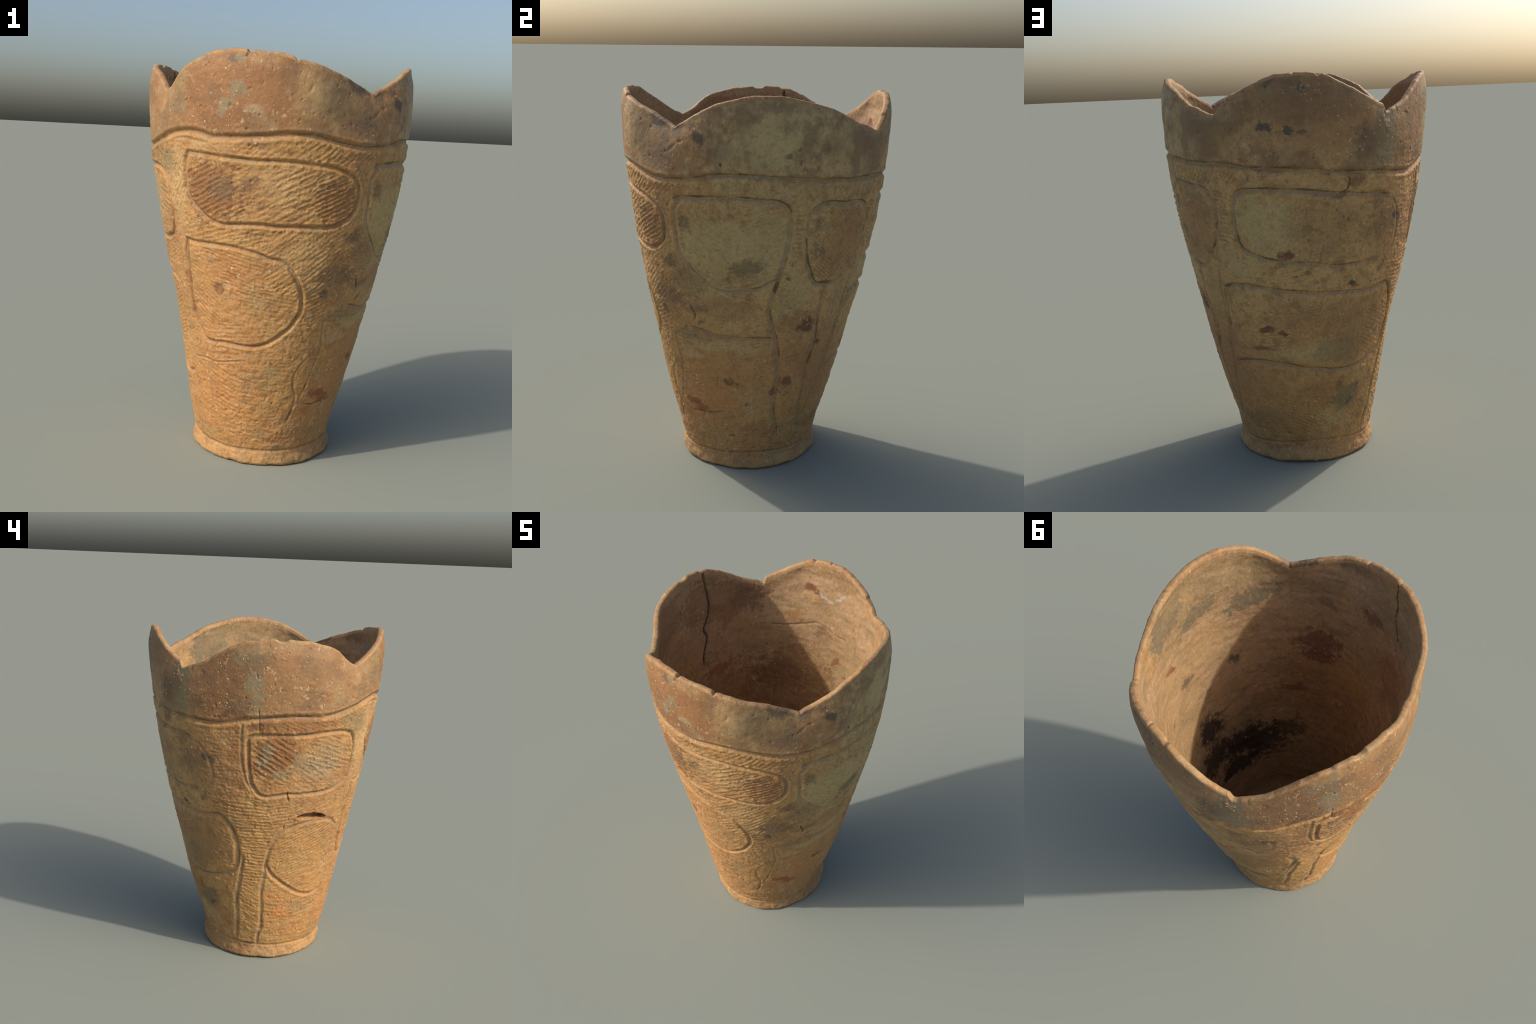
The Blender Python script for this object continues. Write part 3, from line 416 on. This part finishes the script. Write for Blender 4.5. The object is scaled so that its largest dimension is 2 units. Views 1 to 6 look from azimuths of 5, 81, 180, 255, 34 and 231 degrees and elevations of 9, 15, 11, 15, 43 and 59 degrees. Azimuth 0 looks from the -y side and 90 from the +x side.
# gouges and dragged grit: longer scars, mostly along the wiping direction
for _ in range(420):
    j, i = RNG.integers(30, len(Z) - 20), RNG.integers(0, NA)
    if Z[j, i] > 1.6 and RNG.random() < .6:
        continue
    size, st, tl = RNG.uniform(.005, .0095), RNG.uniform(1.6, 3.6), RNG.normal(0, .55)
    n = int(size * st / .0022 * 1.5) + 2
    rows, cols = np.arange(max(0, j - n), min(len(Z), j + n + 1)), np.arange(i - n, i + n + 1) % NA
    sub = np.ix_(rows, cols)
    x, y = np.radians(turn(A[sub] - azimuth[i])) * R[j, i], Z[sub] - Z[j, i]
    x, y = (x * np.cos(tl) + y * np.sin(tl)) / st, -x * np.sin(tl) + y * np.cos(tl)
    q = np.sqrt(x * x + y * y) / size + .25 * drift[2][sub]
    sign = 1 if RNG.random() < .6 else -.8
    pits[sub] += sign * RNG.uniform(.0012, .0034) * np.exp(-np.clip(q, 0, 9) ** 2.4)

rough = ramp(1.62 - Z, -.05, .05)              # the rim band is smoother than the wall
lumps = .0030 * noise(BASE, 6, 41) + .0016 * noise(BASE, 15, 42) + (.0008 + .0009 * rough) * noise(BASE, 38, 43) + (.0005 + .0008 * rough) * noise(BASE, 90, 44) + .0004 * rough * noise(BASE, 190, 45)
lumps += (.0003 + .0008 * rough) * noise(BASE * [1, 1, 4.5], 16, 46) + .0005 * rough * noise(BASE * [1, 1, 4], 34, 47)      # wiping streaks
relief = lumps + cords * clear_of_lines - lines - cracks - pits
foot_band = ramp(.085 - Z, 0, .03)
relief += foot_band * (.004 * noise(BASE, 13, 51) + .0015 * noise(BASE, 33, 52))
edge_fade = ramp((rim - LIP)[None] - Z, -.005, .03)
relief = relief * (.45 + .55 * edge_fade) - .007 * (1 - ramp(rim[None] - Z, 0, .09))

OUT_R = R + relief
outer = np.stack([OUT_R * np.sin(AR), -OUT_R * np.cos(AR), Z], -1)


# ---------------------------------------------------------------- underside, lip, inside, floor
def place(r, z, az=azimuth):
    return np.stack([r * np.sin(np.radians(az)), -r * np.cos(np.radians(az)), z + 0 * r], -1)


chip = np.maximum(0, noise(ring * .4, 9, 61) - .25) * .016 + np.maximum(0, noise(ring * .4, 26, 62) - .3) * .006
r_foot = OUT_R[0]
under = [place(r_foot * f * .96, np.full(NA, .0015) * (1 if f else 1)) for f in (.02, .25, .5, .75, .9)]
under += [place(r_foot - .012, .0004 + chip * .8), place(r_foot - .005, .003 + chip)]
# the lowest wall rows rise over the chips
lift = chip[None] * ramp(.05 - Z, 0, .04)
outer[..., 2] += lift

top_r = OUT_R[-1]
THICK = .032 + .004 * noise(ring * .6, 5, 63)
lip_steps = np.linspace(0, np.pi, 14)[1:-1]
lip = []
for t in lip_steps:
    mid = top_r - THICK / 2
    q = place(mid + THICK / 2 * np.sign(np.cos(t)) * np.abs(np.cos(t)) ** .8, (rim - LIP) + LIP * np.sin(t) ** .75)
    lip.append(q)
lip = np.array(lip)
lip += (.0012 * noise(lip, 40, 64) + .0006 * noise(lip, 110, 65))[..., None] * (ring + [0, 0, .6])
joint = np.exp(-(turn(azimuth - 352.6) / .55) ** 2) + .6 * np.exp(-(turn(azimuth - 10.2) / .5) ** 2) + .6 * np.exp(-(turn(azimuth - 179) / .7) ** 2)
lip[..., 2] -= .010 * joint * np.sin(lip_steps)[:, None]

FLOOR = .105
inner_share = np.linspace(0, 1, 100)[1:]
z_in_break = 1.45
zi_top = (rim - LIP) + inner_share[:, None] * (z_in_break - (rim - LIP))[None]
zi_low = np.repeat(np.linspace(z_in_break, FLOOR + .12, 150)[1:, None], NA, 1)
ZI = np.concatenate([zi_top, zi_low], 0)
AI = np.repeat(azimuth[None], len(ZI), 0)
depth_in = (rim - LIP)[None] - ZI
stout = .5 + .5 * np.cos(np.radians(turn(AI - 80)))
thick = THICK[None] + .016 * ramp(depth_in, -.06, .22) + (.004 + .016 * stout) * ramp(depth_in, -.05, .28) + (-.003 + .011 * np.cos(np.radians(turn(AI - 280)))) * ramp(depth_in, .5, 1.1)
for a0, w0, add in ((65, 26, .011), (207, 20, .014), (245, 18, .006)):        # flatter places that the potter left thicker
    thick = thick + add * np.exp(-(turn(AI - a0) / w0) ** 2) * ramp(depth_in, .12, .35) * ramp(1.2 - depth_in, 0, .4)
RI = wall_radius(AI, ZI)
match = (top_r - R[-1])[None] * ramp(.10 - depth_in, 0, .10)
RI = RI - thick + match
RAD = np.radians(AI)
IN_BASE = np.stack([RI * np.sin(RAD), -RI * np.cos(RAD), ZI], -1)
in_relief = .0035 * noise(IN_BASE * [1, 1, 1.6], 6, 71) + .0016 * noise(IN_BASE * [1, 1, 5], 8, 76) + .0055 * noise(IN_BASE, 2.8, 77) + .0018 * noise(IN_BASE * [1, 1, 2.2], 14, 72) + .0012 * noise(IN_BASE * [1, 1, 1.5], 32, 73) + .0006 * noise(IN_BASE, 75, 74)
in_cracks = np.zeros(ZI.shape)
in_near = np.full(ZI.shape, 9.0)
flip = slice(None, None, -1)
for width, depth, pts in INNER_CRACKS:
    m = np.zeros(ZI.shape)
    q = press_line(m, None, pts, width, abs(depth), grid=(AI, ZI, RI), wobble=.003)
    in_cracks += m * np.sign(depth)
    if depth > 0:
        in_near = np.minimum(in_near, q)
grow = ramp(depth_in, 0, .03)
RI = RI + (in_relief * grow + in_cracks)
inner = np.stack([RI * np.sin(RAD), -RI * np.cos(RAD), ZI], -1)
r_in = RI[-1]
bend = np.linspace(0, np.pi / 2, 9)[1:]
floor = [place(r_in - .13 * (1 - np.cos(b)) - .004 * b, FLOOR + .12 - .12 * np.sin(b)) for b in bend]
floor += [place((r_in - .136) * f, FLOOR - .008 * (1 - f)) for f in (.85, .68, .5, .32, .16, .03)]
floor = np.array(floor)
floor[..., 2] += .006 * noise(floor, 6, 75) + .003 * noise(floor, 17, 78)

ROWS = np.concatenate([np.array(under), outer, lip, inner, floor], 0)
n_under, n_out, n_lip, n_in, n_floor = len(under), len(outer), len(lip), len(inner), len(floor)
ROWS[..., 2] -= ROWS[..., 2].min()
NR = len(ROWS)

# ---------------------------------------------------------------- faces, one smooth surface
j, i = np.meshgrid(np.arange(NR - 1), np.arange(NA), indexing='ij')
i2 = (i + 1) % NA
quads = np.stack([j * NA + i, j * NA + i2, (j + 1) * NA + i2, (j + 1) * NA + i], -1)      # (NR-1, NA, 4)
V = ROWS.reshape(-1, 3)
p = V[quads]
fn = np.cross(p[..., 2, :] - p[..., 0, :], p[..., 3, :] - p[..., 1, :])
VN = np.zeros_like(V)
for c in range(4):
    for axis in range(3):
        VN[:, axis] += np.bincount(quads[..., c].ravel(), fn[..., axis].ravel(), len(V))
VN /= np.maximum(np.linalg.norm(VN, axis=1, keepdims=True), 1e-12)
BANK = np.zeros(len(V))
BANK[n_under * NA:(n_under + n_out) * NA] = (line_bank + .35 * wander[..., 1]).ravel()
# ---- which part each face belongs to
PART = np.empty(quads.shape[:2], object)
o = n_under
zf = np.zeros(quads.shape[:2])
zf[:] = p[..., 2].mean(-1)
rim_line = np.interp(azimuth, *zip(*sorted((a % 360, z) for a, z in LINES[0][4])), period=360)
foot_line = np.interp(azimuth, *zip(*sorted((a % 360, z) for a, z in LINES[-1][4])), period=360)
PART[:] = 'vessel_wall'
PART[:o + n_out - 1][zf[:o + n_out - 1] > rim_line[None]] = 'rim_band'
PART[:o + n_out - 1][zf[:o + n_out - 1] < foot_line[None]] = 'foot_ring'
PART[:o - 1] = 'underside'
PART[o + n_out - 1:o + n_out + n_lip] = 'rim_lip'
PART[o + n_out + n_lip:] = 'inner_wall'
PART[o + n_out + n_lip + n_in - 1:] = 'inner_floor'
fid = np.full(quads.shape[:2], -1)
fid[o:o + n_out - 1] = np.where((line_id[:-1] == line_id[1:]) & (np.roll(line_id, -1, 1)[:-1] == line_id[:-1]), line_id[:-1], -1)
fid[:o + 3] = -1
for k in range(len(LINES)):
    PART[fid == k] = 'incised_line.%03d' % k
cr = np.zeros(quads.shape[:2], bool)
cr[o:o + n_out - 1] = (crack_near[:-1] < .75) & (cracks[:-1] > .0045)
PART[cr] = 'crack'
cr[:] = False
cr[o:o + n_out - 1] = (slit_near[:-1] < 1.2) & (cracks[:-1] > .026)
PART[cr] = 'open_slit'
cr[:] = False
cr[o + n_out + n_lip:o + n_out + n_lip + n_in - 1] = (in_near[:-1] < .7) & (in_cracks[:-1] > .006)
PART[cr] = 'inner_crack'


# ---------------------------------------------------------------- materials
def earthenware(name, base, patches, inside=False, flecks=1.0, extra=None, rough=.74, z_range=(-9, 9), grain=1.0, sector=None, blotch=0.0):
    mat = bpy.data.materials.new(name)
    mat.use_nodes = True
    nt = mat.node_tree
    nt.nodes.clear()
    N, L = nt.nodes.new, nt.links.new

    def node(kind, **values):
        n = N(kind)
        for k, v in values.items():
            if k.startswith('i_'):
                n.inputs[k[2:].replace('_', ' ')].default_value = v
            else:
                setattr(n, k, v)
        return n

    def math(op, a, b=0.0, clamp=False):
        n = node('ShaderNodeMath', operation=op, use_clamp=clamp)
        for k, v in ((0, a), (1, b)):
            if hasattr(v, 'links'):
                L(v, n.inputs[k])
            else:
                n.inputs[k].default_value = v
        return n.outputs[0]

    def span(v, a, b, lo=0.0, hi=1.0):
        n = node('ShaderNodeMapRange', interpolation_type='SMOOTHSTEP')
        L(v, n.inputs[0])
        for k, x in zip((1, 2, 3, 4), (a, b, lo, hi)):
            n.inputs[k].default_value = x
        return n.outputs[0]

    def mix(f, a, b, blend='MIX'):
        n = node('ShaderNodeMix', data_type='RGBA', blend_type=blend)
        for k, v in ((0, f), (6, a), (7, b)):
            if hasattr(v, 'links'):
                L(v, n.inputs[k])
            elif k:
                n.inputs[k].default_value = (*v, 1)
            else:
                n.inputs[k].default_value = v
        return n.outputs[2]

    def cloud(scale, detail=3.0, rough=.55, vec=None, stretch=None):
        n = node('ShaderNodeTexNoise', i_Scale=scale, i_Detail=detail, i_Roughness=rough)
        src = vec or obj
        if stretch:
            m = node('ShaderNodeMapping', i_Scale=stretch)
            L(src, m.inputs[0])
            src = m.outputs[0]
        L(src, n.inputs['Vector'])
        return n

    obj = node('ShaderNodeTexCoord').outputs['Object']
    warp = cloud(9, 4, .6)
    shift = node('ShaderNodeVectorMath', operation='SUBTRACT')
    L(warp.outputs['Color'], shift.inputs[0])
    shift.inputs[1].default_value = (.5, .5, .5)
    scaled = node('ShaderNodeVectorMath', operation='SCALE', i_Scale=.10)
    L(shift.outputs[0], scaled.inputs[0])
    moved = node('ShaderNodeVectorMath', operation='ADD')
    L(obj, moved.inputs[0])
    L(scaled.outputs[0], moved.inputs[1])
    warped = moved.outputs[0]
    fine = cloud(55, 5, .65).outputs['Fac']
    mid = cloud(17, 4, .6).outputs['Fac']
    large = cloud(3.2, 3, .55).outputs['Fac']

    # the fired clay: broad tone drift, mid mottling, fine grain
    col = mix(span(large, .40, .66), base, COLOURS['redbrown'] if not inside else COLOURS['moss'])
    n = col.node
    col = mix(.45, base, col)
    # placed stains: broad tones first, so that the mottling lies over them
    edge = math('ADD', math('MULTIPLY', math('SUBTRACT', fine, .5), .9), math('MULTIPLY', math('SUBTRACT', cloud(24, 4, .65).outputs['Fac'], .5), 1.9))

    def stain(col, chosen):
        for az, z, hx, hz, tilt, kind, strength in chosen:
            if not z_range[0] < z < z_range[1] and not (z_range[0] < z + hz and z - hz < z_range[1]):
                continue
            if sector and abs(turn(az - sector[0])) > sector[1] + np.degrees((hx * 1.25 + .07) / max(.36, .36 + .17 * z)):
                continue
            r = float(wall_radius(np.array([float(az)]), np.array([float(z)]))[0]) - (.05 if inside else 0)
            a = np.radians(az)
            m = node('ShaderNodeMapping', vector_type='TEXTURE')
            m.inputs['Location'].default_value = (r * np.sin(a), -r * np.cos(a), z)
            m.inputs['Rotation'].default_value = (0, np.radians(tilt if inside else -tilt), a)
            m.inputs['Scale'].default_value = (hx * 1.12, .25, hz * 1.12)
            L(warped, m.inputs[0])
            ln = node('ShaderNodeVectorMath', operation='LENGTH')
            L(m.outputs[0], ln.inputs[0])
            crisp = kind in ('red', 'white', 'brown', 'greengrey', 'smoke')
            f = span(math('ADD', ln.outputs['Value'], edge), 1.08, .72 if crisp else .42, 0, min(1, strength * 1.1))
            col = mix(f, col, COLOURS[kind])
        return col

    col = stain(col, [q for q in patches if q[2] >= .30])
    col = mix(span(cloud(6.5, 4, .6, stretch=(1, 1, 1.5)).outputs['Fac'], .50, .70, 0, .55), col, COLOURS['moss'])
    col = mix(span(mid, .52, .70, 0, .42), col, COLOURS['umber'])
    col = mix(span(mid, .46, .28, 0, .40), col, COLOURS['tan'])
    if inside:                                  # wiped bands of grey smoke
        col = mix(span(cloud(2.6, 4, .6, stretch=(1, 1, 2.6)).outputs['Fac'], .50, .68, 0, .55), col, COLOURS['darkolive'])
        col = mix(span(cloud(9, 4, .6, stretch=(1, 1, 4)).outputs['Fac'], .52, .70, 0, .35), col, COLOURS['brown'])
    else:                                       # umber in the hollows of the relief, patchy over large areas
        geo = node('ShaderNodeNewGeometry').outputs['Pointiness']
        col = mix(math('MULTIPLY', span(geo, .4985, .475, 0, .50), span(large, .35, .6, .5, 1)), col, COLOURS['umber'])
    col = mix(span(cloud(42, 5, .7).outputs['Fac'], .55, .72, 0, .42), col, COLOURS['umber'])
    col = mix(span(cloud(33, 4, .65).outputs['Fac'], .57, .72, 0, .20), col, COLOURS['tan'])
    flake = cloud(13, 5, .68)
    col = mix(span(flake.outputs['Fac'], .545, .60, 0, .38), col, COLOURS['brown'] if not inside else COLOURS['ochre'])
    col = mix(span(cloud(10.5, 5, .68, stretch=(1, 1, 1.6)).outputs['Fac'], .56, .615, 0, .40), col, COLOURS['greytan'])
    col = stain(col, [q for q in patches if q[2] < .30])
    col = mix(span(cloud(21, 5, .7).outputs['Fac'], .53, .66, 0, .26), col, COLOURS['umber'])
    # dark flecks and pale grit
    def specks(scale, keep, size, colour, strength, where=None):
        nonlocal col
        v = node('ShaderNodeTexVoronoi', i_Scale=scale)
        L(warped if scale < 60 else obj, v.inputs['Vector'])
        sep = node('ShaderNodeSeparateColor')
        L(v.outputs['Color'], sep.inputs[0])
        limit = math('MULTIPLY', math('SUBTRACT', sep.outputs[0], 1 - keep), size / keep)
        f = span(math('SUBTRACT', limit, v.outputs['Distance']), 0, .10, 0, strength)
        if where is not None:
            f = math('MULTIPLY', f, where)
        col = mix(f, col, colour)
        return f
    patchy = span(cloud(4.2, 2, .5).outputs['Fac'], .42, .60)
    g1 = specks(44, .45 * flecks, .42, COLOURS['grit'], .65, patchy)
    specks(85, .30 * flecks, .42, COLOURS['tan'], .40)
    specks(30, .25, .34, COLOURS['dark'], .55, span(cloud(5.1, 2, .5).outputs['Fac'], .45, .62))
    specks(70, .22, .42, COLOURS['dark'], .35)
    # grain: small light/dark variation
    vary = span(cloud(120, 4, .7).outputs['Fac'], .25, .75, 1 - .12 * grain, 1 + .12 * grain)
    vary2 = span(fine, .25, .75, 1 - .11 * grain, 1 + .11 * grain)
    both = math('MULTIPLY', vary, vary2)
    grey = node('ShaderNodeCombineColor')
    for k in range(3):
        L(both, grey.inputs[k])
    col = mix(1.0, col, grey.outputs[0], 'MULTIPLY')
    if blotch:
        col = mix(span(cloud(5.5, 5, .62).outputs['Fac'], .49, .62, 0, blotch), col, COLOURS['umber'])
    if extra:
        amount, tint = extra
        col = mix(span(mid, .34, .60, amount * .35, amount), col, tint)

    bump = node('ShaderNodeBump', i_Strength=.60, i_Distance=.0038)
    h = math('ADD', math('MULTIPLY', cloud(95, 5, .7).outputs['Fac'], 1.0), math('MULTIPLY', cloud(240, 3, .7).outputs['Fac'], .4))
    h = math('ADD', h, math('MULTIPLY', g1, .35))
    L(h, bump.inputs['Height'])
    bsdf = node('ShaderNodeBsdfPrincipled')
    L(col, bsdf.inputs['Base Color'])
    L(span(fine, .3, .7, rough - .10, rough + .08), bsdf.inputs['Roughness'])
    bsdf.inputs['Specular IOR Level'].default_value = .35
    L(bump.outputs[0], bsdf.inputs['Normal'])
    out = node('ShaderNodeOutputMaterial')
    L(bsdf.outputs[0], out.inputs[0])
    return mat


CLAY = COLOURS['clay']
SECTORS = [(30, 30), (90, 30), (150, 30), (210, 30), (270, 30), (330, 30)]     # each stretch of wall carries its own stains


def round_the_jar(name, base, **more):
    return [earthenware(name, base, OUTER_PATCHES, sector=s, **more) for s in SECTORS]


MATS = {
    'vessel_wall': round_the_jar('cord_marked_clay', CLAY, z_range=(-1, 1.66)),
    'rim_band': round_the_jar('smoothed_rim_clay', (.335, .188, .078), z_range=(1.48, 3), flecks=1.5, rough=.58, grain=.8, blotch=.62),
    'rim_lip': earthenware('worn_lit_lip_clay', (.440, .250, .105), [q for q in OUTER_PATCHES if q[5] in ('slate', 'dark', 'greengrey')], z_range=(1.72, 3), flecks=.6, rough=.62),  # worn lip, lightened to paint the highlight on its upward face
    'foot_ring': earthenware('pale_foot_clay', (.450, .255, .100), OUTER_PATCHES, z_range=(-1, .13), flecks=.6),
    'incised_line': round_the_jar('lit_silt_bank_clay', CLAY, z_range=(-1, 1.66), flecks=.5, extra=(.58, COLOURS['silt'])) + round_the_jar('shaded_bank_clay', CLAY, z_range=(-1, 1.66), flecks=.3, extra=(.88, (.140, .088, .036))),  # lower banks silted and painted lit, upper banks painted shaded
    'inner_wall': earthenware('inner_clay', (.425, .262, .135), INNER_PATCHES, inside=True, flecks=.8, rough=.72),
    'crack': earthenware('dark_crack_clay', (.080, .050, .034), [], flecks=.3),  # dark brown on the deep faces of cracks and the slit
}
MATS['underside'] = MATS['foot_ring']
MATS['inner_floor'] = MATS['inner_wall']
MATS['inner_crack'] = MATS['open_slit'] = MATS['crack']

# ---------------------------------------------------------------- objects
jar = bpy.data.objects.new('earthenware_jar', None)
bpy.context.scene.collection.objects.link(jar)
jar['label'] = 'tall tapering brown earthenware jar with four-lobed rim and incised cord-marked panels'
jar['category'] = 'clay pot'


def add_mesh(name, faces, parent, mat):
    used, idx = np.unique(faces, return_inverse=True)
    idx = idx.reshape(-1, 4)
    me = bpy.data.meshes.new(name)
    me.vertices.add(len(used))
    me.vertices.foreach_set('co', V[used].astype(np.float32).ravel())
    me.loops.add(idx.size)
    me.loops.foreach_set('vertex_index', idx.astype(np.int32).ravel())
    me.polygons.add(len(idx))
    me.polygons.foreach_set('loop_start', np.arange(0, idx.size, 4, dtype=np.int32))
    me.polygons.foreach_set('use_smooth', np.ones(len(idx), bool))
    me.update(calc_edges=True)
    for m in mat if isinstance(mat, list) else [mat]:
        me.materials.append(m)
    if isinstance(mat, list):
        c = V[faces.reshape(-1, 4)[:, 0]]
        slot = (np.degrees(np.arctan2(c[:, 0], -c[:, 1])) % 360) // 60
        if len(mat) > 6:                        # shade painted on the upper bank, light on the lower over grey silt
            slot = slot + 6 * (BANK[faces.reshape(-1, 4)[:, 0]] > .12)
        me.polygons.foreach_set('material_index', slot.astype(np.int32))
    me.normals_split_custom_set_from_vertices(VN[used])
    ob = bpy.data.objects.new(name, me)
    bpy.context.scene.collection.objects.link(ob)
    ob.parent = parent
    return ob


names = [n for n in dict.fromkeys(PART.ravel()) ]
made = {}
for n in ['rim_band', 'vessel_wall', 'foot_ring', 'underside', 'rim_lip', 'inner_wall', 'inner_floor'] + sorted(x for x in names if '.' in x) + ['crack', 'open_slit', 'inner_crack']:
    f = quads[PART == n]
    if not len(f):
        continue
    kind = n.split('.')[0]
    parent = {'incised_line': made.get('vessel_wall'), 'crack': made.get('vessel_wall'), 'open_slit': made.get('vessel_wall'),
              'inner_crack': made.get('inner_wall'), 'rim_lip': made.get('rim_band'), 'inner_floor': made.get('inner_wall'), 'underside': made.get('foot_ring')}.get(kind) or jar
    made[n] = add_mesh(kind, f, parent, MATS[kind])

# ---------------------------------------------------------------- grit standing in the fabric
GRIT_ZONES = [(345, 1.78, 30, .16, 70), (205, 1.75, 45, .16, 90), (240, 1.74, 25, .14, 60), (275, 1.75, 25, .14, 40), (70, .93, 30, .10, 26), (200, 1.25, 40, .20, 50),
              (340, .95, 30, .30, 30), (250, .7, 30, .4, 26), (90, .5, 60, .3, 26), (180, .6, 50, .35, 30), (0, 1.0, 180, .8, 90)]
gv, gf = [], []
for az, z, ha, hz, count in GRIT_ZONES:
    for _ in range(count):
        a, h = az + ha * np.clip(RNG.normal(0, .5), -1, 1), z + hz * RNG.uniform(-1, 1)
        c = int(round(a * NA / 360)) % NA
        if h > rim[c] - .04 or h < .1:
            continue
        rw = int(np.argmin(np.abs(Z[:, c] - h)))
        if line_near[rw, c] < 1.5:
            continue
        centre = outer[rw, c]
        nrm = VN[(n_under + rw) * NA + c]
        side = np.cross(nrm, [0, 0, 1.0])
        side /= np.linalg.norm(side)
        up = np.cross(side, nrm)
        w, t = RNG.uniform(.0032, .0075) * (1.35 if RNG.random() < .1 else 1), RNG.uniform(0, np.pi)
        e1, e2 = np.cos(t) * side + np.sin(t) * up, -np.sin(t) * side + np.cos(t) * up
        b, m, flat = len(gv), 8, RNG.uniform(.55, .95)
        rad = RNG.uniform(.75, 1.15, m)
        for level, lift_ in ((1.0, -.0012), (.72, .0011)):
            for k in range(m):
                q = 2 * np.pi * k / m
                gv.append(centre + w * level * rad[k] * (np.cos(q) * e1 + flat * np.sin(q) * e2) + nrm * lift_)
        gv.append(centre + nrm * .0017)
        for k in range(m):
            k2 = (k + 1) % m
            gf.append((b + k, b + k2, b + m + k2, b + m + k))
            gf.append((b + m + k, b + m + k2, b + 2 * m))
me = bpy.data.meshes.new('grit')
me.from_pydata([tuple(v) for v in gv], [], gf)
me.polygons.foreach_set('use_smooth', np.ones(len(gf), bool))
me.update()
gm = bpy.data.materials.new('pale_grit')
gm.use_nodes = True
gn = gm.node_tree
gb = gn.nodes['Principled BSDF']
gb.inputs['Roughness'].default_value = .8
gt = gn.nodes.new('ShaderNodeTexNoise')
gt.inputs['Scale'].default_value = 28
gc = gn.nodes.new('ShaderNodeTexCoord')
gr = gn.nodes.new('ShaderNodeValToRGB')
gr.color_ramp.elements[0].position, gr.color_ramp.elements[0].color = .36, (.34, .20, .085, 1)
gr.color_ramp.elements[1].position, gr.color_ramp.elements[1].color = .68, (.54, .40, .23, 1)
gn.links.new(gc.outputs['Object'], gt.inputs['Vector'])
gn.links.new(gt.outputs['Fac'], gr.inputs[0])
gn.links.new(gr.outputs[0], gb.inputs['Base Color'])
me.materials.append(gm)
go = bpy.data.objects.new('grit', me)
bpy.context.scene.collection.objects.link(go)
go.parent = made['vessel_wall']
go['kind'] = 'stuff'
